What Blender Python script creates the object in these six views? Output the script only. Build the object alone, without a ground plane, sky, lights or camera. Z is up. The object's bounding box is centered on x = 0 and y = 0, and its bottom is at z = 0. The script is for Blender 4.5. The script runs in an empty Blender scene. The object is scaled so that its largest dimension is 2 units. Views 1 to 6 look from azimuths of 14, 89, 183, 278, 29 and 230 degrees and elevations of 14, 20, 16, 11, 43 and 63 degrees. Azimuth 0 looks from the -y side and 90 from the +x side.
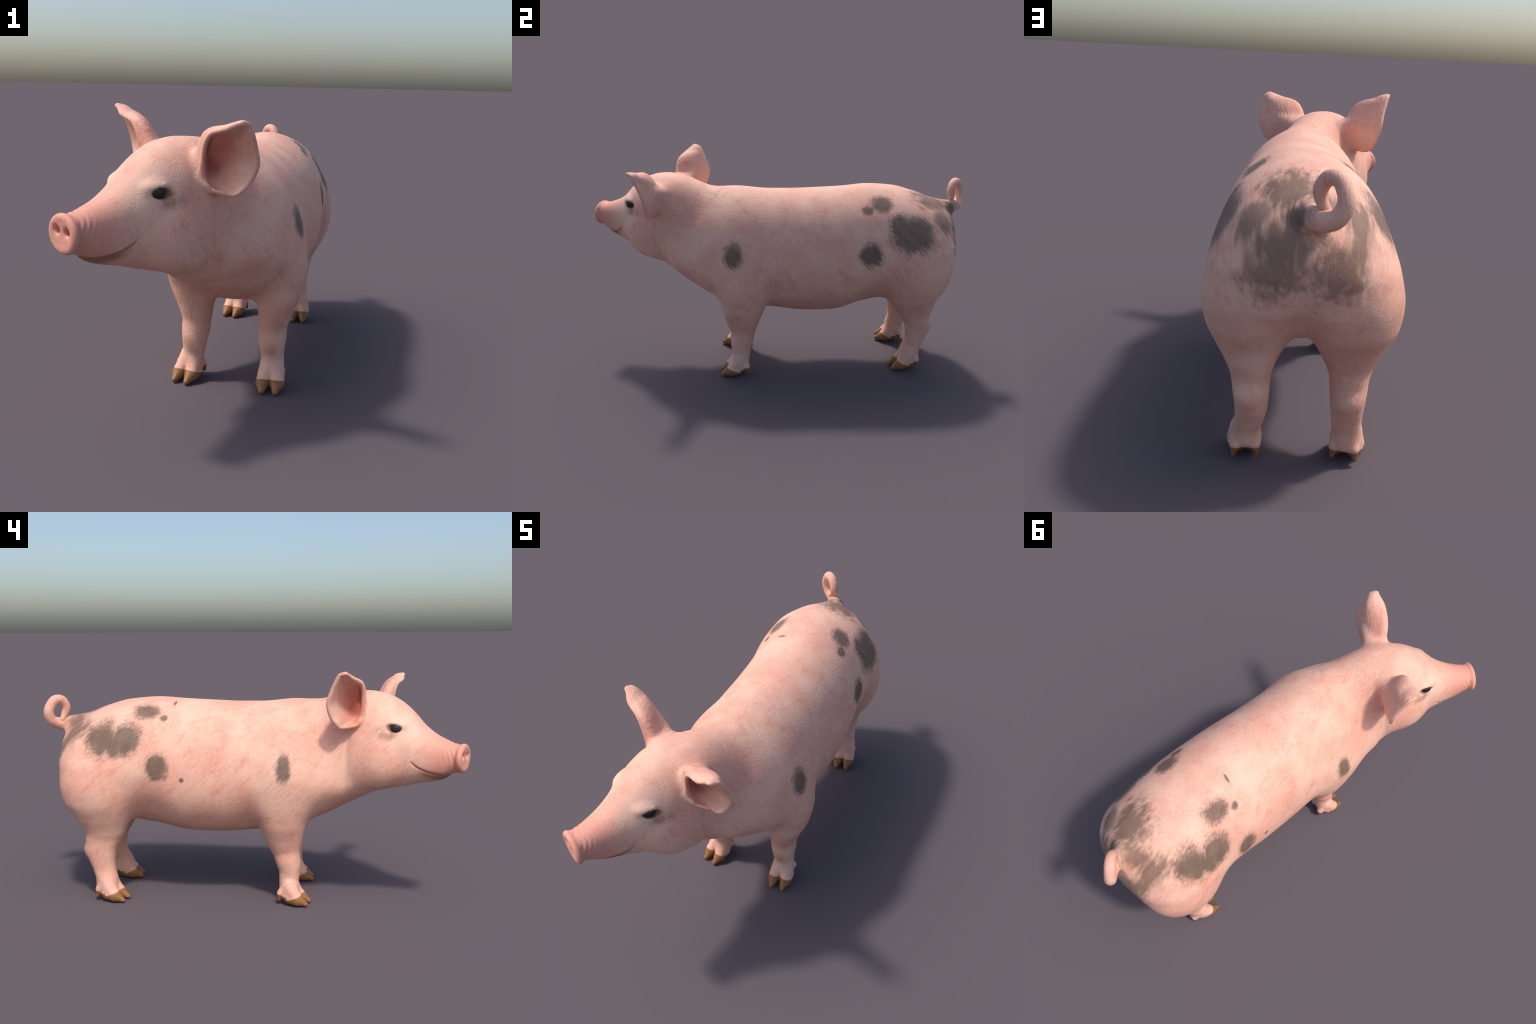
"""A spotted young pig: one smooth skin described by profiles of torso, head, limbs,
ears and tail, blended into each other, meshed, and cut into its anatomical parts."""
import bpy, math
import numpy as np
from mathutils.bvhtree import BVHTree

STEP = 0.0042          # mesh size of the skin
COARSE = 5             # coarse cells are this many steps wide

# ----------------------------------------------------------------- helpers
def curve(keys, t):
    """Smooth (monotone cubic) interpolation of rows (t, v1, v2 ...) at t."""
    k = np.asarray(keys, float)
    x, y = k[:, 0], k[:, 1:]
    h = np.diff(x)[:, None]
    d = np.diff(y, axis=0) / h
    m = np.zeros_like(y)
    m[0], m[-1] = d[0], d[-1]
    w1, w2 = 2 * h[1:] + h[:-1], h[1:] + 2 * h[:-1]
    same = d[1:] * d[:-1] > 0
    with np.errstate(divide="ignore", invalid="ignore"):
        hm = (w1 + w2) / (w1 / d[:-1] + w2 / d[1:])
    m[1:-1] = np.where(same, hm, 0)
    t = np.clip(t, x[0], x[-1])
    i = np.clip(np.searchsorted(x, t) - 1, 0, len(x) - 2)
    u = ((t - x[i]) / h[i, 0])[:, None]
    hh = h[i]
    return ((2*u**3 - 3*u**2 + 1) * y[i] + (u**3 - 2*u**2 + u) * hh * m[i]
            + (-2*u**3 + 3*u**2) * y[i+1] + (u**3 - u**2) * hh * m[i+1])

def smin(a, b, k):
    h = np.maximum(k - np.abs(a - b), 0) / k
    return np.minimum(a, b) - h * h * k * 0.25

def smax(a, b, k):
    return -smin(-a, -b, k)

def true_distance(fn, P):
    """Turn an implicit function into an approximate distance (divide by its slope)."""
    e = 0.003
    f = fn(P)
    g = np.stack([fn(P + e * a) - f for a in np.eye(3)], -1) / e
    return f / np.clip(np.linalg.norm(g, axis=1), 0.6, 4.0)

def ellipse_section(u, v, cu, half, top, bottom, mid, n):
    dv = np.where(v > mid, (v - mid) / np.maximum(top - mid, 1e-3), (mid - v) / np.maximum(mid - bottom, 1e-3))
    du = np.abs(u - cu) / np.maximum(half, 1e-3)
    q = (du ** n + dv ** n) ** (1 / n)
    return (q - 1) * np.minimum(half, (top - bottom) / 2)

def capsules(P, pts, radii):
    """Chain of round cones through pts."""
    best = np.full(len(P), 9.0)
    pts = np.asarray(pts, float)
    for a, b, ra, rb in zip(pts[:-1], pts[1:], radii[:-1], radii[1:]):
        ab = b - a
        t = np.clip((P - a) @ ab / (ab @ ab), 0, 1)
        best = np.minimum(best, np.linalg.norm(P - a - t[:, None] * ab, axis=1) - (ra + (rb - ra) * t))
    return best

def spline(pts, n):
    """Catmull-Rom through the rows of pts."""
    p = np.asarray(pts, float)
    p = np.vstack([2 * p[0] - p[1], p, 2 * p[-1] - p[-2]])
    out = []
    for i in range(1, len(p) - 2):
        t = np.linspace(0, 1, n, endpoint=False)[:, None]
        a, b, c, d = p[i-1:i+3]
        out.append(0.5 * (2*b + (c-a)*t + (2*a-5*b+4*c-d)*t**2 + (3*b-a-3*c+d)*t**3))
    return np.vstack(out + [p[-2][None]])

def blob(P, c, r, frame=None):
    d = (P - np.asarray(c, float)) / np.asarray(r, float)
    q = np.linalg.norm(d, axis=1)
    g = np.linalg.norm(d / np.asarray(r, float), axis=1) / np.maximum(q, 1e-6)
    return (q - 1) / np.maximum(g, 1e-6)

# ----------------------------------------------------------------- head frame (turned to the pig's right)
HEAD = np.array([-0.139, -0.718, 0.868])          # point midway between the eyes
yaw, roll = math.radians(27.1), math.radians(3.0)
FWD = np.array([-math.sin(yaw), -math.cos(yaw), 0])
side0, up0 = np.array([math.cos(yaw), -math.sin(yaw), 0]), np.array([0, 0, 1.0])
LEFT = math.cos(roll) * side0 - math.sin(roll) * up0
UP = math.cos(roll) * up0 + math.sin(roll) * side0
AXES = np.stack([FWD, LEFT, UP])

def to_head(P):
    return (P - HEAD) @ AXES.T

def from_head(Q):
    return HEAD + np.asarray(Q, float) @ AXES

# ----------------------------------------------------------------- torso: profile along y
# y, centre x, top z, bottom z, half width, height of the widest place, roundness of the upper half
TORSO = [(-0.60, -0.01, 0.940, 0.600, 0.090, 0.70, 1.7), (-0.52, -0.006, 0.972, 0.522, 0.186, 0.63, 1.7),
         (-0.44, 0.004, 0.972, 0.464, 0.228, 0.61, 1.7), (-0.34, 0.025, 0.974, 0.410, 0.262, 0.60, 1.75),
         (-0.22, 0.026, 0.978, 0.362, 0.287, 0.61, 1.85), (-0.05, 0.024, 0.964, 0.328, 0.276, 0.60, 1.95),
         (0.06, 0.022, 0.963, 0.320, 0.274, 0.60, 2.0), (0.20, 0.020, 0.968, 0.316, 0.279, 0.60, 2.0),
         (0.33, 0.014, 0.974, 0.322, 0.282, 0.61, 2.0), (0.46, -0.002, 0.983, 0.347, 0.284, 0.64, 2.0),
         (0.60, -0.014, 0.972, 0.375, 0.282, 0.66, 2.0), (0.70, -0.016, 0.946, 0.440, 0.265, 0.67, 2.0),
         (0.78, -0.020, 0.916, 0.475, 0.245, 0.68, 2.0), (0.85, -0.024, 0.880, 0.500, 0.205, 0.69, 2.0),
         (0.91, -0.028, 0.826, 0.540, 0.145, 0.69, 2.0), (0.942, -0.032, 0.755, 0.595, 0.075, 0.68, 2.0),
         (0.975, -0.034, 0.690, 0.650, 0.010, 0.67, 2.0)]

BELLY_ROUND = [(-0.6, 1.85), (-0.40, 1.85), (-0.22, 2.15), (-0.03, 1.75), (0.12, 2.1), (0.28, 2.1), (0.44, 1.68), (0.56, 1.65), (0.95, 1.7)]

def torso_raw(P):
    c = curve(TORSO, P[:, 1])
    n = np.where(P[:, 2] > c[:, 4], c[:, 5], curve(BELLY_ROUND, P[:, 1])[:, 0])
    f = ellipse_section(P[:, 0], P[:, 2], c[:, 0], c[:, 3], c[:, 1], c[:, 2], c[:, 4], n)
    return smax(smax(f, P[:, 1] - 0.945, 0.03), -0.60 - P[:, 1], 0.03)

# ----------------------------------------------------------------- head: profile along its own axis
# s, top, bottom, half width, height of the widest place (head frame)
SKULL = [(-0.46, 0.02, -0.20, 0.03, -0.10), (-0.36, 0.108, -0.33, 0.112, -0.11), (-0.26, 0.150, -0.335, 0.155, -0.12),
         (-0.17, 0.157, -0.318, 0.172, -0.12), (-0.10, 0.147, -0.302, 0.168, -0.13),
         (-0.04, 0.124, -0.285, 0.152, -0.13), (0.03, 0.076, -0.266, 0.125, -0.12),
         (0.094, 0.016, -0.246, 0.100, -0.13), (0.156, -0.024, -0.232, 0.082, -0.13),
         (0.20, -0.042, -0.217, 0.071, -0.13), (0.24, -0.056, -0.190, 0.063, -0.122),
         (0.27, -0.060, -0.180, 0.058, -0.118)]

def skull_raw(P):
    Q = to_head(P)
    c = curve(SKULL, Q[:, 0])
    f = ellipse_section(Q[:, 1], Q[:, 2], 0, c[:, 2], c[:, 0], c[:, 1], c[:, 3], 2.2)
    return smax(smax(f, Q[:, 0] - 0.27, 0.02), -0.46 - Q[:, 0], 0.03)

def snout_raw(P):
    Q = to_head(P)
    r = np.sqrt((Q[:, 1] / 0.074) ** 2 + ((Q[:, 2] + 0.118) / 0.065) ** 2)
    f = (r - 1) * 0.065
    dish = 0.290 + 0.004 * r ** 2 - 0.003 * np.clip(1 - r, 0, 1)
    return smax(smax(f, Q[:, 0] - dish, 0.022), 0.262 - Q[:, 0], 0.022)

MOUTH = [(0.06, -0.130), (0.085, -0.150), (0.11, -0.170), (0.15, -0.186), (0.20, -0.194), (0.27, -0.188)]   # s, height of the lip line

# ----------------------------------------------------------------- limbs: profiles along z
# z, centre x, centre y, half width, half length
HIND = {"right": [(0.045, -0.196, 0.696, 0.042, 0.046), (0.10, -0.197, 0.696, 0.041, 0.046), (0.15, -0.192, 0.708, 0.042, 0.048),
                  (0.20, -0.190, 0.718, 0.047, 0.057), (0.25, -0.190, 0.720, 0.052, 0.068), (0.30, -0.190, 0.710, 0.056, 0.080),
                  (0.35, -0.188, 0.698, 0.072, 0.093), (0.42, -0.186, 0.704, 0.106, 0.127), (0.50, -0.186, 0.717, 0.138, 0.168),
                  (0.58, -0.181, 0.717, 0.150, 0.182), (0.66, -0.172, 0.712, 0.139, 0.176), (0.74, -0.150, 0.695, 0.105, 0.140), (0.82, -0.10, 0.68, 0.05, 0.08)],
        "left": [(0.045, 0.133, 0.717, 0.040, 0.044), (0.10, 0.132, 0.721, 0.040, 0.044), (0.15, 0.120, 0.740, 0.041, 0.045),
                 (0.20, 0.114, 0.754, 0.045, 0.053), (0.25, 0.116, 0.756, 0.050, 0.063), (0.30, 0.120, 0.738, 0.056, 0.071),
                 (0.35, 0.122, 0.728, 0.072, 0.094), (0.42, 0.126, 0.714, 0.108, 0.127), (0.50, 0.130, 0.718, 0.136, 0.166),
                 (0.58, 0.127, 0.716, 0.148, 0.182), (0.66, 0.122, 0.712, 0.134, 0.178), (0.74, 0.115, 0.695, 0.095, 0.135), (0.82, 0.07, 0.68, 0.05, 0.08)]}
FORE = {"right": [(0.045, -0.140, -0.200, 0.046, 0.048), (0.10, -0.132, -0.196, 0.044, 0.047), (0.155, -0.125, -0.194, 0.047, 0.047),
                  (0.23, -0.121, -0.182, 0.054, 0.061), (0.31, -0.130, -0.168, 0.070, 0.088), (0.40, -0.142, -0.164, 0.092, 0.110),
                  (0.50, -0.150, -0.160, 0.100, 0.130), (0.62, -0.145, -0.175, 0.10, 0.13), (0.72, -0.13, -0.18, 0.08, 0.11)],
        "left": [(0.045, 0.205, -0.198, 0.046, 0.048), (0.10, 0.205, -0.190, 0.044, 0.047), (0.155, 0.202, -0.182, 0.047, 0.047),
                 (0.23, 0.199, -0.178, 0.054, 0.060), (0.31, 0.210, -0.178, 0.068, 0.086), (0.40, 0.222, -0.176, 0.092, 0.112),
                 (0.50, 0.224, -0.176, 0.106, 0.126), (0.62, 0.20, -0.175, 0.10, 0.13), (0.72, 0.17, -0.18, 0.08, 0.11)]}
# foot: centre x, y, turn outwards (degrees, + towards +x)
FEET = {("fore", "right"): (-0.140, -0.195, -12), ("fore", "left"): (0.205, -0.193, 4),
        ("hind", "right"): (-0.197, 0.693, -10), ("hind", "left"): (0.134, 0.717, 8)}

def limb_fn(table):
    t = np.asarray(table)
    def raw(P):
        c = curve(t, P[:, 2])
        q = ((np.abs(P[:, 0] - c[:, 0]) / c[:, 2]) ** 2.2 + (np.abs(P[:, 1] - c[:, 1]) / c[:, 3]) ** 2.2) ** (1 / 2.2)
        f = (q - 1) * np.minimum(c[:, 2], c[:, 3])
        return smax(smax(f, P[:, 2] - t[-1, 0], 0.05), t[0, 0] - P[:, 2], 0.03)
    return raw

def foot_axes(key):
    cx, cy, a = FEET[key]
    a = math.radians(a)
    return np.array([cx, cy, 0]), np.array([math.sin(a), -math.cos(a), 0]), np.array([math.cos(a), math.sin(a), 0])

def foot_points(key, rows):
    o, f, s = foot_axes(key)
    return [o + f * r[0] + s * r[1] + np.array([0, 0, r[2]]) for r in rows]

def toe_fn(key, sgn):
    upper = foot_points(key, [(0.006, 0.018 * sgn, 0.098), (0.026, 0.026 * sgn, 0.062), (0.052, 0.029 * sgn, 0.034), (0.092, 0.027 * sgn, 0.011)])
    lower = foot_points(key, [(0.010, 0.026 * sgn, 0.034), (0.050, 0.030 * sgn, 0.026)])
    def fn(P):
        f = smin(capsules(P, upper, [0.026, 0.028, 0.025, 0.013]), capsules(P, lower, [0.028, 0.027]), 0.015)
        return smax(f, -0.002 - P[:, 2], 0.010)
    return fn

def dewclaw_fn(key, sgn):
    rows = foot_points(key, [(-0.012, 0.024 * sgn, 0.082), (-0.031, 0.032 * sgn, 0.054), (-0.038, 0.038 * sgn, 0.024)])
    return lambda P: capsules(P, rows, [0.019, 0.0185, 0.008])

# ----------------------------------------------------------------- tail
TAIL = spline([(-0.036, 0.84, 0.84), (-0.045, 0.895, 0.853), (-0.072, 0.945, 0.853), (-0.112, 0.974, 0.872), (-0.131, 0.978, 0.920),
               (-0.112, 0.957, 0.968), (-0.081, 0.932, 0.969), (-0.062, 0.918, 0.936), (-0.068, 0.924, 0.902), (-0.085, 0.930, 0.876)], 7)
TAIL_R = np.interp(np.linspace(0, 1, len(TAIL)), [0, 0.12, 0.3, 0.5, 0.8, 1], [0.050, 0.034, 0.026, 0.0235, 0.021, 0.012])

# ----------------------------------------------------------------- ears: a rolled funnel open to the side, in the head frame
# height, then (s, l) of the front rim, the inner wall, the back and the outer rim
EAR = [(-0.006, -0.188, 0.208, -0.193, 0.206, -0.201, 0.218, -0.204, 0.236),
       (0.003, -0.160, 0.180, -0.178, 0.165, -0.206, 0.195, -0.209, 0.254),
       (0.018, -0.148, 0.168, -0.173, 0.143, -0.209, 0.182, -0.213, 0.269),
       (0.045, -0.142, 0.152, -0.168, 0.120, -0.210, 0.172, -0.224, 0.286),
       (0.100, -0.137, 0.156, -0.164, 0.122, -0.216, 0.190, -0.230, 0.306),
       (0.155, -0.133, 0.168, -0.156, 0.143, -0.204, 0.220, -0.212, 0.308),
       (0.190, -0.132, 0.196, -0.150, 0.178, -0.195, 0.248, -0.195, 0.311),
       (0.207, -0.132, 0.252, -0.150, 0.240, -0.188, 0.275, -0.186, 0.312),
       (0.224, -0.145, 0.285, -0.156, 0.282, -0.176, 0.292, -0.175, 0.312),
       (0.232, -0.150, 0.306, -0.151, 0.306, -0.154, 0.307, -0.155, 0.309)]

def ear_tree(sgn):
    keys = np.asarray(EAR)
    rows = spline(keys, 4)
    pts = []
    for r in rows:
        c = spline(r[1:].reshape(4, 2), 7)
        pts.append(np.column_stack([c[:, 0], c[:, 1] * sgn, np.full(len(c), r[0])]))
    n, m = len(rows), len(pts[0])
    verts = from_head(np.vstack(pts))
    faces = [(i * m + j, i * m + j + 1, (i + 1) * m + j + 1, (i + 1) * m + j) for i in range(n - 1) for j in range(m - 1)]
    mid = [0.5 + abs((k % (m - 1)) / (m - 1) - 0.5) for k in range(len(faces))]       # 0.5 in the middle, 1 at the rims
    tree = BVHTree.FromPolygons([tuple(v) for v in verts], faces)
    ends = [min(1.0, (f // (m - 1) + 1) / (0.30 * n), (n - 1 - f // (m - 1)) / (0.42 * n)) for f in range(len(faces))]
    face_t = np.array([0.0085 + 0.0145 * (2 - 2 * k) * e for k, e in zip(mid, ends)])        # thick in the cup, thin at rim, lobe and tip
    lo, hi = verts.min(0) - 0.05, verts.max(0) + 0.05
    def fn(P):
        out = np.full(len(P), 0.05)
        near = np.where(np.all((P > lo) & (P < hi), axis=1))[0]
        for i in near:
            hit = tree.find_nearest(P[i], 0.06)
            if hit[0] is not None:
                out[i] = hit[3] - face_t[hit[2]]
        return out
    return fn

# ----------------------------------------------------------------- the whole skin
def boxed(fn, lo, hi, margin=0.20, far=0.19):
    lo, hi = np.asarray(lo) - margin, np.asarray(hi) + margin
    def g(P):
        out = np.full(len(P), far)
        m = np.all((P > lo) & (P < hi), axis=1)
        if m.any():
            out[m] = np.minimum(fn(P[m]), far)
        return out
    return g

def points_box(pts, r):
    pts = np.asarray(pts)
    return pts.min(0) - r, pts.max(0) + r

LIMBS = {}
for name, tables in (("hind", HIND), ("fore", FORE)):
    for s, tb in tables.items():
        tb = np.asarray(tb)
        raw = limb_fn(tb)
        lo = (tb[:, 1:3] - tb[:, 3:5]).min(0); hi = (tb[:, 1:3] + tb[:, 3:5]).max(0)
        LIMBS[(name, s)] = boxed(lambda P, raw=raw: true_distance(raw, P), (*lo, 0.0), (*hi, tb[-1, 0]))
TOES, CLAWS = {}, {}
for key in FEET:
    o = foot_axes(key)[0]
    for sgn in (-1, 1):
        TOES[key + (sgn,)] = boxed(toe_fn(key, sgn), o - [0.12, 0.12, 0], o + [0.12, 0.12, 0.15], 0.05)
        CLAWS[key + (sgn,)] = boxed(dewclaw_fn(key, sgn), o - [0.12, 0.12, 0], o + [0.12, 0.12, 0.15], 0.05)
torso = lambda P: true_distance(torso_raw, P)
hb = from_head([(s, l, u) for s in (-0.5, 0.32) for l in (-0.2, 0.2) for u in (-0.38, 0.17)])
skull = boxed(lambda P: true_distance(skull_raw, P), *points_box(hb, 0.0))
snout = boxed(lambda P: true_distance(snout_raw, P), *points_box(from_head([(0.25, 0, -0.12), (0.32, 0, -0.12)]), 0.08), 0.05)
EARS = {"left": ear_tree(1), "right": ear_tree(-1)}
tail = boxed(lambda P: capsules(P, TAIL, TAIL_R), *points_box(TAIL, 0.05), 0.05)

# bony places: knees, hocks and elbows (centre, radius)
JOINTS = [(np.array(c), r) for c, r in [((-0.128, -0.215, 0.165), 0.030), ((0.202, -0.203, 0.165), 0.030), ((-0.188, 0.772, 0.245), 0.026),
                                        ((0.118, 0.796, 0.250), 0.024), ((-0.128, -0.190, 0.210), 0.044), ((0.200, -0.184, 0.210), 0.044)]]

def skin(P, parts=False):
    d = {"torso": torso(P), "skull": skull(P), "snout": snout(P), "tail": tail(P)}
    f = smin(d["torso"], d["skull"], 0.07)
    Q = to_head(P)
    near_head = (np.abs(Q[:, 0]) < 0.42) & (np.abs(Q[:, 1]) < 0.36) & (np.abs(Q[:, 2]) < 0.45)
    nh = np.where(near_head)[0]
    if len(nh):
        q, g = Q[nh], f[nh]
        m = q * [1, 0, 1] + np.abs(q) * [0, 1, 0]                 # mirrored: both sides at once
        g = smin(g, blob(m, (-0.09, 0.105, -0.165), (0.105, 0.066, 0.105)), 0.05)      # cheek
        g = smin(g, blob(m, (0.0, 0.088, 0.012), (0.045, 0.028, 0.022)), 0.025)       # brow
        lid = [(0.030, 0.093, -0.002), (0.012, 0.104, 0.018), (-0.012, 0.113, 0.021), (-0.036, 0.120, 0.004)]
        g = smin(g, capsules(m, lid, [0.005, 0.008, 0.008, 0.005]), 0.010)                      # upper lid
        low = [(0.028, 0.100, -0.009), (0.0, 0.113, -0.021), (-0.034, 0.121, -0.006)]
        g = smin(g, capsules(m, low, [0.004, 0.006, 0.004]), 0.010)                             # lower lid
        g = smax(g, -capsules(m, [(0.026, 0.120, -0.003), (0.010, 0.131, -0.003), (-0.016, 0.136, 0.0)], [0.012, 0.019, 0.020]), 0.008)   # eye slit
        ring = np.clip((q[:, 0] - 0.19) / 0.05, 0, 1) * np.clip((q[:, 2] + 0.20) / 0.05, 0, 1)
        g = g + 0.0011 * ring * np.sin(q[:, 0] * 290 + 3.5 * np.sin(m[:, 1] * 55) + 2.0 * np.sin(q[:, 2] * 60))       # wrinkles behind the snout disc
        line = np.abs(q[:, 2] - curve(MOUTH, q[:, 0])[:, 0])
        depth = 0.0045 * np.clip((q[:, 0] - 0.078) / 0.015, 0, 1) * np.clip((0.17 - q[:, 0]) / 0.07, 0.12, 1)
        slot = np.maximum(line - 0.0022, -(g + depth)) + np.where(depth > 1e-4, 0.0, 0.02)
        g = smax(g, -slot, 0.010)
        fold = np.abs(q[:, 0] + 0.195 + 0.10 * (q[:, 2] + 0.14) ** 2 / 0.02 * 0.12)
        deep = 0.004 * np.clip((0.0 - q[:, 2]) / 0.05, 0, 1) * np.clip((q[:, 2] + 0.32) / 0.05, 0, 1)
        g = g + deep * np.exp(-(fold / 0.016) ** 2)                        # crease behind the jowl
        g = g - 0.004 * np.clip((0.0 - q[:, 2]) / 0.05, 0, 1) * np.exp(-((q[:, 0] + 0.15) / 0.03) ** 2)
        g = smin(g, capsules(m, [(-0.190, 0.085, 0.065), (-0.210, 0.155, 0.095), (-0.215, 0.20, 0.11)], [0.058, 0.030, 0.016]), 0.04)   # ear root
        f[nh] = g
    f = smin(f, d["snout"], 0.012)
    if len(nh):
        q, g = Q[nh], f[nh]
        m = q * [1, 0, 1] + np.abs(q) * [0, 1, 0]
        g = smax(g, -capsules(m, [(0.312, 0.031, -0.123), (0.30, 0.028, -0.108), (0.262, 0.021, -0.110)], [0.013, 0.0145, 0.009]), 0.012)    # nostril
        f[nh] = g
    for s in EARS:
        d["ear", s] = EARS[s](P)
        f = smin(f, d["ear", s], 0.030)
    f = smin(f, d["tail"], 0.045)
    for key in LIMBS:
        d[key] = LIMBS[key](P) + 2.2 * np.clip(P[:, 2] - 0.68, 0, 0.2) ** 2
        f = smin(f, d[key], 0.085 if key[0] == "hind" else 0.05)
    for c, r in JOINTS:
        f = smin(f, np.linalg.norm(P - c, axis=1) - r, 0.035)
    f = smax(f, -capsules(P, [(-0.030, 0.985, 0.67), (-0.030, 0.955, 0.575), (-0.030, 0.905, 0.49), (-0.030, 0.85, 0.43)], [0.020, 0.036, 0.048, 0.036]), 0.05)   # cleft below the tail
    for key in TOES:
        d["toe", key] = TOES[key](P)
        d["claw", key] = CLAWS[key](P)
        f = smin(f, d["claw", key], 0.010)
    feet = {}
    for key in FEET:
        feet[key] = smin(d["toe", key + (-1,)], d["toe", key + (1,)], 0.004)
        f = smin(f, feet[key], 0.018)
        near = feet[key] < 0.04
        if near.any():                                        # cleft between the toes
            cut = foot_points(key, [(0.120, 0, 0.000), (0.098, 0, 0.045), (0.074, 0, 0.085)])
            f[near] = smax(f[near], -capsules(P[near], cut, [0.022, 0.012, 0.004]), 0.014)
    return (f, d) if parts else f

# ----------------------------------------------------------------- meshing (surface nets on a narrow band)
def build_surface():
    lo = np.array([-0.42, -1.06, -0.03]); hi = np.array([0.42, 1.06, 1.20])
    big = STEP * COARSE
    nc = np.ceil((hi - lo) / big).astype(int)
    ax = [lo[i] + big * (np.arange(nc[i]) + 0.5) for i in range(3)]
    G = np.stack(np.meshgrid(*ax, indexing="ij"), -1).reshape(-1, 3)
    fc = skin(G).reshape(nc)
    active = np.abs(fc) < big * 1.5
    n = nc * COARSE
    F = np.repeat(np.repeat(np.repeat(np.where(fc < 0, -1, 1).astype(np.float32), COARSE, 0), COARSE, 1), COARSE, 2)
    idx = np.argwhere(active)
    off = np.stack(np.meshgrid(*[np.arange(COARSE)] * 3, indexing="ij"), -1).reshape(-1, 3)
    for chunk in np.array_split(idx, max(1, len(idx) // 3000)):
        I = (chunk[:, None, :] * COARSE + off[None]).reshape(-1, 3)
        F[I[:, 0], I[:, 1], I[:, 2]] = skin(lo + STEP * (I + 0.5))
    S = F < 0
    cnt = np.zeros(n - 1, np.int8)
    for a in (0, 1):
        for b in (0, 1):
            for c in (0, 1):
                cnt += S[a:n[0]-1+a, b:n[1]-1+b, c:n[2]-1+c]
    cells = np.argwhere((cnt > 0) & (cnt < 8))
    vid = np.full(n - 1, -1, np.int32)
    vid[tuple(cells.T)] = np.arange(len(cells))
    corner = [(a, b, c) for a in (0, 1) for b in (0, 1) for c in (0, 1)]
    val = {c: F[tuple((cells + c).T)] for c in corner}
    acc = np.zeros((len(cells), 3)); num = np.zeros(len(cells))
    for c in corner:
        for axis in range(3):
            if c[axis] == 0:
                e = list(c); e[axis] = 1; e = tuple(e)
                a, b = val[c], val[e]
                m = (a < 0) != (b < 0)
                t = np.where(m, a / np.where(m, a - b, 1), 0)
                p = np.tile(np.array(c, float), (len(cells), 1)); p[:, axis] += t
                acc += np.where(m[:, None], p, 0); num += m
    V = lo + STEP * (cells + acc / num[:, None] + 0.5)
    faces = []
    for axis in range(3):
        u, w = (axis + 1) % 3, (axis + 2) % 3
        sl0 = [slice(None)] * 3; sl1 = [slice(None)] * 3
        sl0[axis] = slice(0, -1); sl1[axis] = slice(1, None)
        ch = np.argwhere(S[tuple(sl0)] != S[tuple(sl1)])
        ch = ch[(ch[:, u] > 0) & (ch[:, w] > 0) & (ch[:, u] < n[u] - 1) & (ch[:, w] < n[w] - 1)]
        inside = S[tuple(ch.T)]
        du = np.eye(3, dtype=int)[u]; dw = np.eye(3, dtype=int)[w]
        quad = np.stack([vid[tuple(q.T)] for q in (ch - du - dw, ch - dw, ch, ch - du)], -1)
        quad[~inside] = quad[~inside][:, ::-1]
        faces.append(quad)
    faces = np.vstack(faces)
    for _ in range(2):                                      # relax along the surface, then return to it
        acc = np.zeros_like(V); num = np.zeros(len(V))
        for i in range(4):
            a, b = faces[:, i], faces[:, (i + 1) % 4]
            for x, y in ((a, b), (b, a)):
                for k in range(3):
                    acc[:, k] += np.bincount(x, V[y, k], len(V))
                num += np.bincount(x, minlength=len(V))
        V = V + 0.6 * (acc / num[:, None] - V)
        e = 0.0015
        f = skin(V)
        g = np.stack([skin(V + e * a) - f for a in np.eye(3)], -1) / e
        gn = np.maximum((g ** 2).sum(1), 0.2)
        V = V - np.clip(f / gn, -0.004, 0.004)[:, None] * g
    return V, faces

V, F = build_surface()
C = V[F].mean(1)

# ----------------------------------------------------------------- name each face's part
_, D = skin(C, parts=True)
names, dist = [], []
def put(name, d):
    names.append(name); dist.append(d)
put("torso", D["torso"])
put("head", D["skull"])
put("snout", D["snout"])
put("tail", D["tail"])
for s in ("left", "right"):
    put("ear " + s, D["ear", s])
for key in LIMBS:
    put(key[0] + "leg " + key[1], D[key] + np.clip((C[:, 2] - 0.40) * 0.5, 0, 1))
for key in FEET:
    o, fw, sd = foot_axes(key)
    loc = C - o
    a, b = loc @ fw, loc @ sd
    low = np.clip((C[:, 2] - (0.013 + 0.42 * np.clip(a, 0, 0.2))) * 40, 0, 1)
    for sgn in (-1, 1):
        put("hoof %s %s %d" % (key + (sgn,)), D["toe", key + (sgn,)] - 0.004 + low + np.where(b * sgn < 0, 0.01, 0))
        put("dewclaw %s %s %d" % (key + (sgn,)), D["claw", key + (sgn,)] - 0.004 + np.clip((C[:, 2] - 0.040) * 40, 0, 1))
label = np.argmin(np.stack(dist), 0)

# ----------------------------------------------------------------- materials
def material(name):
    m = bpy.data.materials.new(name)
    m.use_nodes = True
    nt = m.node_tree
    return m, nt, nt.nodes["Principled BSDF"]

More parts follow.
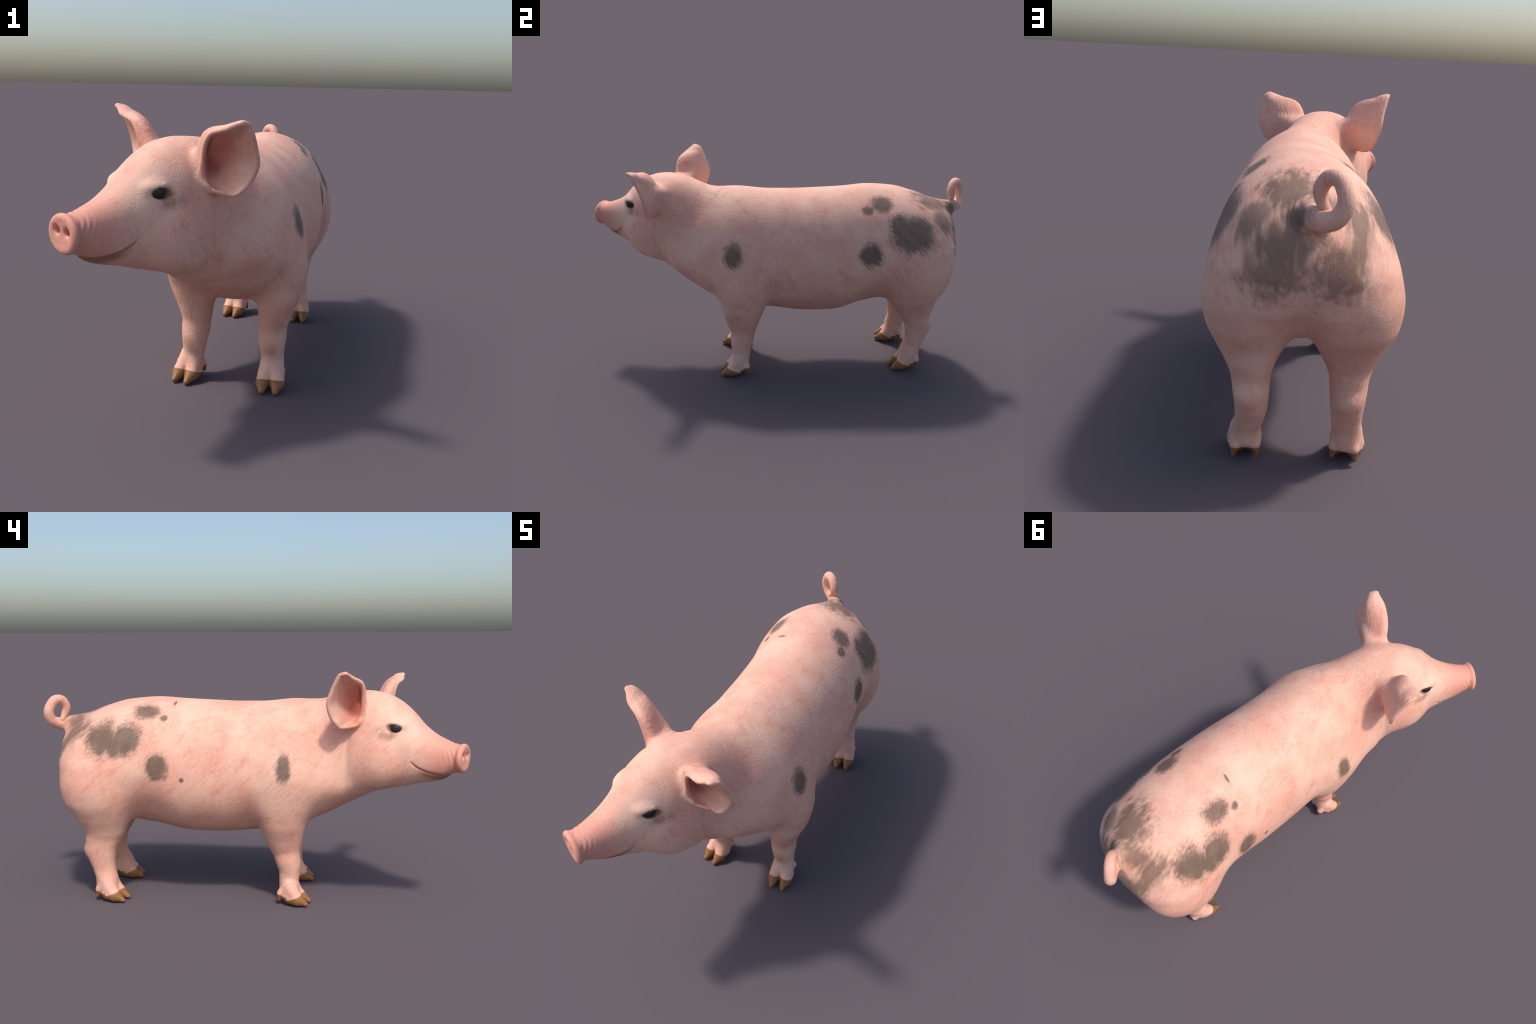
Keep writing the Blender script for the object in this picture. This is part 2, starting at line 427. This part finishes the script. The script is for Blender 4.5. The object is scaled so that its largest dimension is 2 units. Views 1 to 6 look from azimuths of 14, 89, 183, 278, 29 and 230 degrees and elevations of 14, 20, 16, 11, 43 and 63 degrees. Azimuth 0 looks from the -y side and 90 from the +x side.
class N:
    """Small helper to write node maths as expressions."""
    def __init__(self, nt):
        self.nt = nt
    def new(self, kind, **kw):
        n = self.nt.nodes.new(kind)
        for k, v in kw.items():
            setattr(n, k, v)
        return n
    def link(self, a, b):
        if hasattr(a, "node"):
            self.nt.links.new(a, b)
        else:
            b.default_value = a
    def math(self, op, a, b=0.0, c=None, clamp=False):
        n = self.new("ShaderNodeMath", operation=op, use_clamp=clamp)
        self.link(a, n.inputs[0]); self.link(b, n.inputs[1])
        if c is not None:
            self.link(c, n.inputs[2])
        return n.outputs[0]
    def vmath(self, op, a, b=(0, 0, 0), out=0):
        n = self.new("ShaderNodeVectorMath", operation=op)
        self.link(a, n.inputs[0]); self.link(b, n.inputs[1])
        return n.outputs[out]
    def step(self, x, a, b, lo=0.0, hi=1.0):
        n = self.new("ShaderNodeMapRange", interpolation_type="SMOOTHSTEP")
        self.link(x, n.inputs[0])
        n.inputs[1].default_value, n.inputs[2].default_value = a, b
        n.inputs[3].default_value, n.inputs[4].default_value = lo, hi
        return n.outputs[0]
    def noise(self, vec, scale, detail=3.0, rough=0.55, distort=0.0):
        n = self.new("ShaderNodeTexNoise")
        self.link(vec, n.inputs["Vector"])
        n.inputs["Scale"].default_value = scale; n.inputs["Detail"].default_value = detail
        n.inputs["Roughness"].default_value = rough; n.inputs["Distortion"].default_value = distort
        return n.outputs[0]
    def mapping(self, vec, loc=(0, 0, 0), rot=(0, 0, 0), scale=(1, 1, 1), kind="POINT"):
        n = self.new("ShaderNodeMapping", vector_type=kind)
        self.link(vec, n.inputs[0])
        n.inputs["Location"].default_value = loc
        n.inputs["Rotation"].default_value = rot
        n.inputs["Scale"].default_value = scale
        return n.outputs[0]
    def mix(self, f, a, b):
        n = self.new("ShaderNodeMix", data_type="RGBA")
        self.link(f, n.inputs[0])
        self.link(a if hasattr(a, "node") else (*a, 1), n.inputs[6])
        self.link(b if hasattr(b, "node") else (*b, 1), n.inputs[7])
        return n.outputs[2]
    def dist(self, vec, c, r, rot=(0, 0, 0)):
        """distance to c in units of the radii r"""
        return self.vmath("LENGTH", self.mapping(vec, c, rot, r, "TEXTURE"), out=1)

SKIN = (0.765, 0.37, 0.272)
PALE = (0.83, 0.485, 0.36)
ROSE = (0.68, 0.235, 0.165)
SPOT = (0.138, 0.088, 0.066)
HORN = (0.29, 0.128, 0.042)
rad = math.radians
# dark markings: centre, radii
SPOTS = [((0.30, -0.224, 0.690), (0.10, 0.048, 0.066)), ((-0.26, -0.175, 0.682), (0.10, 0.040, 0.066)),
         ((0.235, 0.672, 0.785), (0.13, 0.122, 0.098)), ((0.22, 0.60, 0.83), (0.10, 0.06, 0.06)), ((0.285, 0.462, 0.690), (0.10, 0.063, 0.070)),
         ((0.155, 0.515, 0.925), (0.07, 0.060, 0.048)), ((0.19, 0.445, 0.898), (0.04, 0.034, 0.022)),
         ((-0.25, 0.672, 0.802), (0.12, 0.092, 0.095)), ((-0.25, 0.556, 0.806), (0.12, 0.078, 0.080)),
         ((-0.25, 0.612, 0.775), (0.12, 0.060, 0.065)), ((-0.275, 0.412, 0.683), (0.10, 0.056, 0.068)), ((-0.155, 0.480, 0.920), (0.06, 0.064, 0.048)),
         ((-0.172, 0.394, 0.895), (0.03, 0.020, 0.018)),
         ((-0.265, 0.295, 0.620), (0.03, 0.012, 0.012)), ((-0.078, 0.360, 0.957), (0.032, 0.007, 0.02))]
# reddish patches: centre, radii
ROSY = [((0.297, -0.025, 0.53), (0.06, 0.05, 0.08)), ((-0.25, -0.02, 0.52), (0.06, 0.05, 0.08)), ((-0.13, -0.40, 0.88), (0.10, 0.07, 0.09)), ((0.15, -0.42, 0.86), (0.10, 0.07, 0.09))]
# streaky dark saddle round the tail: centre, radii, strength
RUMP = [((0.025, 0.790, 0.905), (0.090, 0.110, 0.06), 0.92), ((0.125, 0.835, 0.830), (0.065, 0.055, 0.080), 0.80),
        ((0.000, 0.905, 0.855), (0.050, 0.045, 0.045), 1.0), ((0.040, 0.925, 0.775), (0.085, 0.060, 0.090), 0.85),
        ((0.055, 0.930, 0.700), (0.085, 0.070, 0.075), 0.80), ((-0.125, 0.930, 0.705), (0.070, 0.070, 0.075), 0.80),
        ((-0.178, 0.825, 0.820), (0.045, 0.075, 0.080), 0.90), ((-0.105, 0.850, 0.870), (0.080, 0.060, 0.045), 0.90),
        ((-0.176, 0.895, 0.755), (0.040, 0.055, 0.065), 0.85)]

def skin_material(name, foot=None):
    m, nt, bsdf = material(name)
    n = N(nt)
    obj = n.new("ShaderNodeTexCoord").outputs["Object"]
    # coat: hairs lie backwards and down, so the grain is stretched that way
    lay = n.mapping(obj, rot=(rad(50), 0, 0))
    hair_co = n.mapping(lay, scale=(1, 0.14, 1))
    hair = n.noise(hair_co, 300, 2, 0.6)
    fine = n.noise(hair_co, 150, 3, 0.6, 0.4)
    blotch = n.noise(obj, 5.5, 4, 0.6)
    wisps = n.noise(n.mapping(lay, scale=(1, 0.3, 1)), 22, 4, 0.6)
    col = n.mix(n.step(blotch, 0.35, 0.68), SKIN, PALE)
    col = n.mix(n.step(wisps, 0.50, 0.75, 0, 0.50), col, ROSE)
    for c, r in ROSY:
        col = n.mix(n.step(n.math("ADD", n.dist(obj, c, r), n.math("MULTIPLY_ADD", wisps, 0.8, -0.4)), 0.2, 1.3, 0.28, 0), col, ROSE)
    col = n.mix(n.step(fine, 0.45, 0.72, 0, 0.45), col, (0.88, 0.57, 0.43))
    col = n.mix(n.step(fine, 0.25, 0.47, 0.35, 0), col, (0.58, 0.24, 0.17))
    col = n.mix(n.step(hair, 0.52, 0.75, 0, 0.25), col, (0.90, 0.63, 0.50))
    # head: rosy snout, ears, tan round eyes and jaw
    hx = n.vmath("SUBTRACT", obj, tuple(HEAD))
    hs = n.vmath("DOT_PRODUCT", hx, tuple(FWD), out=1)
    hl = n.math("ABSOLUTE", n.vmath("DOT_PRODUCT", hx, tuple(LEFT), out=1))
    hu = n.vmath("DOT_PRODUCT", hx, tuple(UP), out=1)
    comb = n.new("ShaderNodeCombineXYZ")
    for i, v in enumerate((hs, hl, hu)):
        n.link(v, comb.inputs[i])
    hv = comb.outputs[0]
    wob = n.math("MULTIPLY_ADD", blotch, 0.10, -0.05)
    cream = n.step(n.math("ADD", n.dist(hv, (0.02, 0.10, -0.02), (0.12, 0.09, 0.12)), n.math("MULTIPLY_ADD", wisps, 0.8, -0.4)), 0.4, 1.2, 0.5, 0)
    col = n.mix(cream, col, (0.85, 0.59, 0.45))                         # pale cheek and brow
    snout_m = n.step(n.math("ADD", hs, wob), 0.10, 0.20, 0, 0.75)
    col = n.mix(snout_m, col, (0.72, 0.30, 0.22))
    ear_m = n.step(n.dist(hv, (-0.165, 0.21, 0.10), (0.052, 0.11, 0.12)), 0.3, 1.15, 0.92, 0)
    col = n.mix(ear_m, col, (0.58, 0.145, 0.095))
    painted_canal_dark = n.step(n.dist(hv, (-0.185, 0.155, 0.08), (0.04, 0.04, 0.05)), 0.3, 1.1, 0.7, 0)  # darkness of the ear hole painted on the cup; no hollow is cut
    col = n.mix(painted_canal_dark, col, (0.30, 0.06, 0.04))
    tan = n.math("MULTIPLY", n.step(n.dist(hv, (-0.035, 0.12, -0.025), (0.060, 0.06, 0.040)), 0.4, 1.2, 0.8, 0), n.step(wisps, 0.38, 0.60))
    col = n.mix(tan, col, (0.36, 0.17, 0.10))
    lids = n.step(n.dist(hv, (0.001, 0.115, -0.001), (0.031, 0.04, 0.019)), 0.80, 1.30, 0.85, 0)
    col = n.mix(lids, col, (0.16, 0.065, 0.045))
    lip = n.new("ShaderNodeFloatCurve")
    n.link(n.math("MULTIPLY", hs, 3.0), lip.inputs["Value"])
    cv = lip.mapping.curves[0]
    pts = [(s * 3.0, 1.0 + h * 3.0) for s, h in MOUTH]
    cv.points[0].location, cv.points[1].location = pts[0], pts[-1]
    for p in pts[1:-1]:
        cv.points.new(*p)
    lip.mapping.update()
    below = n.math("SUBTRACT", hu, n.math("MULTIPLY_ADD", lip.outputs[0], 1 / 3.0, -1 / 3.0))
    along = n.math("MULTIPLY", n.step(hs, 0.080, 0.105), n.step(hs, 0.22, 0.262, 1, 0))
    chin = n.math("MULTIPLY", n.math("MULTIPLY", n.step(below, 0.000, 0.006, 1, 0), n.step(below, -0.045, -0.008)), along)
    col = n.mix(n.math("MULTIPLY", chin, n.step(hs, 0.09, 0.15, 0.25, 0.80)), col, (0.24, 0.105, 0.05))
    crease = n.math("MULTIPLY", n.step(n.math("ABSOLUTE", below), 0.000, 0.010, 0.5, 0), n.step(hs, 0.076, 0.092))
    col = n.mix(n.math("MULTIPLY", crease, n.step(hs, 0.10, 0.155, 1, 0.0)), col, (0.13, 0.045, 0.03))
    for c in ((0.204, -0.235, 0.165), (-0.140, -0.245, 0.170)):                      # worn knees
        col = n.mix(n.step(n.dist(obj, c, (0.035, 0.03, 0.030)), 0.3, 1.2, 0.55, 0), col, (0.40, 0.18, 0.09))
    # dark markings with edges frayed along the hairs
    streak = n.noise(hair_co, 120, 2, 0.6)
    fray = n.math("MULTIPLY_ADD", streak, 0.8, -0.40)
    lump = n.math("MULTIPLY_ADD", n.noise(obj, 15, 2, 0.5), 0.7, -0.35)
    edge = n.math("ADD", fray, lump)
    total = 0.0
    for c, r in SPOTS:
        dd = n.math("ADD", n.dist(obj, c, r), edge)
        total = n.math("MAXIMUM", total, n.step(dd, 0.58, 1.28, 1, 0))
    edge2 = n.math("ADD", n.math("MULTIPLY_ADD", n.noise(n.mapping(lay, scale=(1, 0.12, 1)), 55, 2, 0.5), 1.5, -0.75), lump)
    saddle = 0.0
    for c, r, k in RUMP:
        dd = n.math("ADD", n.dist(obj, c, [1.12 * v for v in r]), edge2)
        saddle = n.math("MAXIMUM", saddle, n.step(dd, 0.45, 1.45, k, 0))
    total = n.math("MAXIMUM", total, saddle)
    core = n.math("MULTIPLY", n.step(total, 0.55, 1.0), n.step(wisps, 0.75, 0.30))
    tone = n.mix(core, (0.225, 0.148, 0.105), SPOT)
    thin = n.step(fine, 0.62, 0.80, 0.95, 0.70)                       # pale hairs showing through
    col = n.mix(n.math("MULTIPLY", total, thin), col, tone)
    rough = 0.62
    if foot:
        o, fw, sd = foot_axes(foot)
        loc = n.vmath("SUBTRACT", obj, tuple(o))
        a = n.vmath("DOT_PRODUCT", loc, tuple(fw), out=1)
        z = n.vmath("DOT_PRODUCT", loc, (0, 0, 1), out=1)
        line = n.math("MULTIPLY_ADD", n.math("MAXIMUM", a, 0.0), 0.42, 0.020)
        toe = n.step(n.math("SUBTRACT", z, line), 0.000, 0.008, 1, 0)
        claw = n.math("MULTIPLY", n.step(z, 0.046, 0.053, 1, 0), n.step(a, -0.022, -0.016, 1, 0))
        horn = n.math("MAXIMUM", toe, claw)
        col = n.mix(horn, col, HORN)
    n.link(col, bsdf.inputs["Base Color"])
    bsdf.inputs["Roughness"].default_value = rough
    bsdf.inputs["Specular IOR Level"].default_value = 0.3
    bump = n.new("ShaderNodeBump")
    bump.inputs["Strength"].default_value = 0.25
    bump.inputs["Distance"].default_value = 0.004
    n.link(n.math("ADD", hair, n.math("MULTIPLY", fine, 1.5)), bump.inputs["Height"])
    n.link(bump.outputs[0], bsdf.inputs["Normal"])
    return m

def horn_material():
    m, nt, bsdf = material("hoof_horn")
    n = N(nt)
    obj = n.new("ShaderNodeTexCoord").outputs["Object"]
    g = n.noise(n.mapping(obj, scale=(1, 1, 3)), 60, 4, 0.6)
    col = n.mix(n.step(g, 0.3, 0.7), (0.235, 0.100, 0.032), (0.33, 0.150, 0.050))
    n.link(col, bsdf.inputs["Base Color"])
    bsdf.inputs["Roughness"].default_value = 0.5
    bump = n.new("ShaderNodeBump"); bump.inputs["Strength"].default_value = 0.2; bump.inputs["Distance"].default_value = 0.003
    n.link(g, bump.inputs["Height"]); n.link(bump.outputs[0], bsdf.inputs["Normal"])
    return m

def eye_material():
    m, nt, bsdf = material("dark_eye")
    n = N(nt)
    obj = n.new("ShaderNodeTexCoord").outputs["Object"]
    g = n.noise(obj, 40, 2)
    n.link(n.mix(g, (0.010, 0.007, 0.006), (0.035, 0.018, 0.012)), bsdf.inputs["Base Color"])
    bsdf.inputs["Roughness"].default_value = 0.5
    return m

MAT_SKIN = skin_material("pig_skin")
MAT_LEG = {k: skin_material("pig_leg_skin", k) for k in FEET}
MAT_HORN, MAT_EYE = horn_material(), eye_material()

# ----------------------------------------------------------------- objects
pig = bpy.data.objects.new("pig", None)
pig["label"] = "young pink pig with grey spots and curly tail"
pig["category"] = "pig"
bpy.context.collection.objects.link(pig)

full = bpy.data.meshes.new("whole_skin")
full.from_pydata(V.tolist(), [], F.tolist())
normals = np.zeros(len(V) * 3)
full.vertices.foreach_get("normal", normals)
normals = normals.reshape(-1, 3)
bpy.data.meshes.remove(full)

def add(name, mesh, parent, mat):
    ob = bpy.data.objects.new(name, mesh)
    bpy.context.collection.objects.link(ob)
    ob.parent = parent
    mesh.materials.append(mat)
    return ob

made = {}
for i, nm in enumerate(names):
    sel = F[label == i]
    if not len(sel):
        continue
    used, inv = np.unique(sel, return_inverse=True)
    inv = inv.reshape(sel.shape)
    kind = nm.split()[0]
    me = bpy.data.meshes.new(kind)
    me.from_pydata(V[used].tolist(), [], inv.tolist())
    me.polygons.foreach_set("use_smooth", [True] * len(sel))
    me.normals_split_custom_set_from_vertices(normals[used].tolist())
    bits = nm.split()
    parent, mat = pig, MAT_SKIN
    if kind in ("hoof", "dewclaw"):
        parent, mat = made[bits[1] + "leg " + bits[2]], MAT_HORN
    elif kind.endswith("leg"):
        mat = MAT_LEG[(kind[:4], bits[1])]
    elif kind in ("snout", "ear"):
        parent = made["head"]
    made[nm] = add({"foreleg": "foreleg", "hindleg": "hindleg"}.get(kind, kind), me, parent, mat)

for sgn in (1, -1):
    bpy_mesh = bpy.data.meshes.new("eye")
    rings, segs, r = 20, 32, 0.029
    c = np.array([0.003, 0.0970 * sgn, -0.001])
    vs = [from_head(c + r * np.array([math.sin(a) * math.cos(b), math.sin(a) * math.sin(b), math.cos(a)]))
          for a in np.linspace(0.02, math.pi - 0.02, rings) for b in np.linspace(0, 2 * math.pi, segs, endpoint=False)]
    fs = [(j * segs + i, (j + 1) * segs + i, (j + 1) * segs + (i + 1) % segs, j * segs + (i + 1) % segs) for j in range(rings - 1) for i in range(segs)]
    fs += [tuple(range(segs)), tuple(range((rings - 1) * segs, rings * segs))[::-1]]
    bpy_mesh.from_pydata([tuple(v) for v in vs], [], fs)
    bpy_mesh.polygons.foreach_set("use_smooth", [True] * len(fs))
    add("eye", bpy_mesh, made["head"], MAT_EYE)
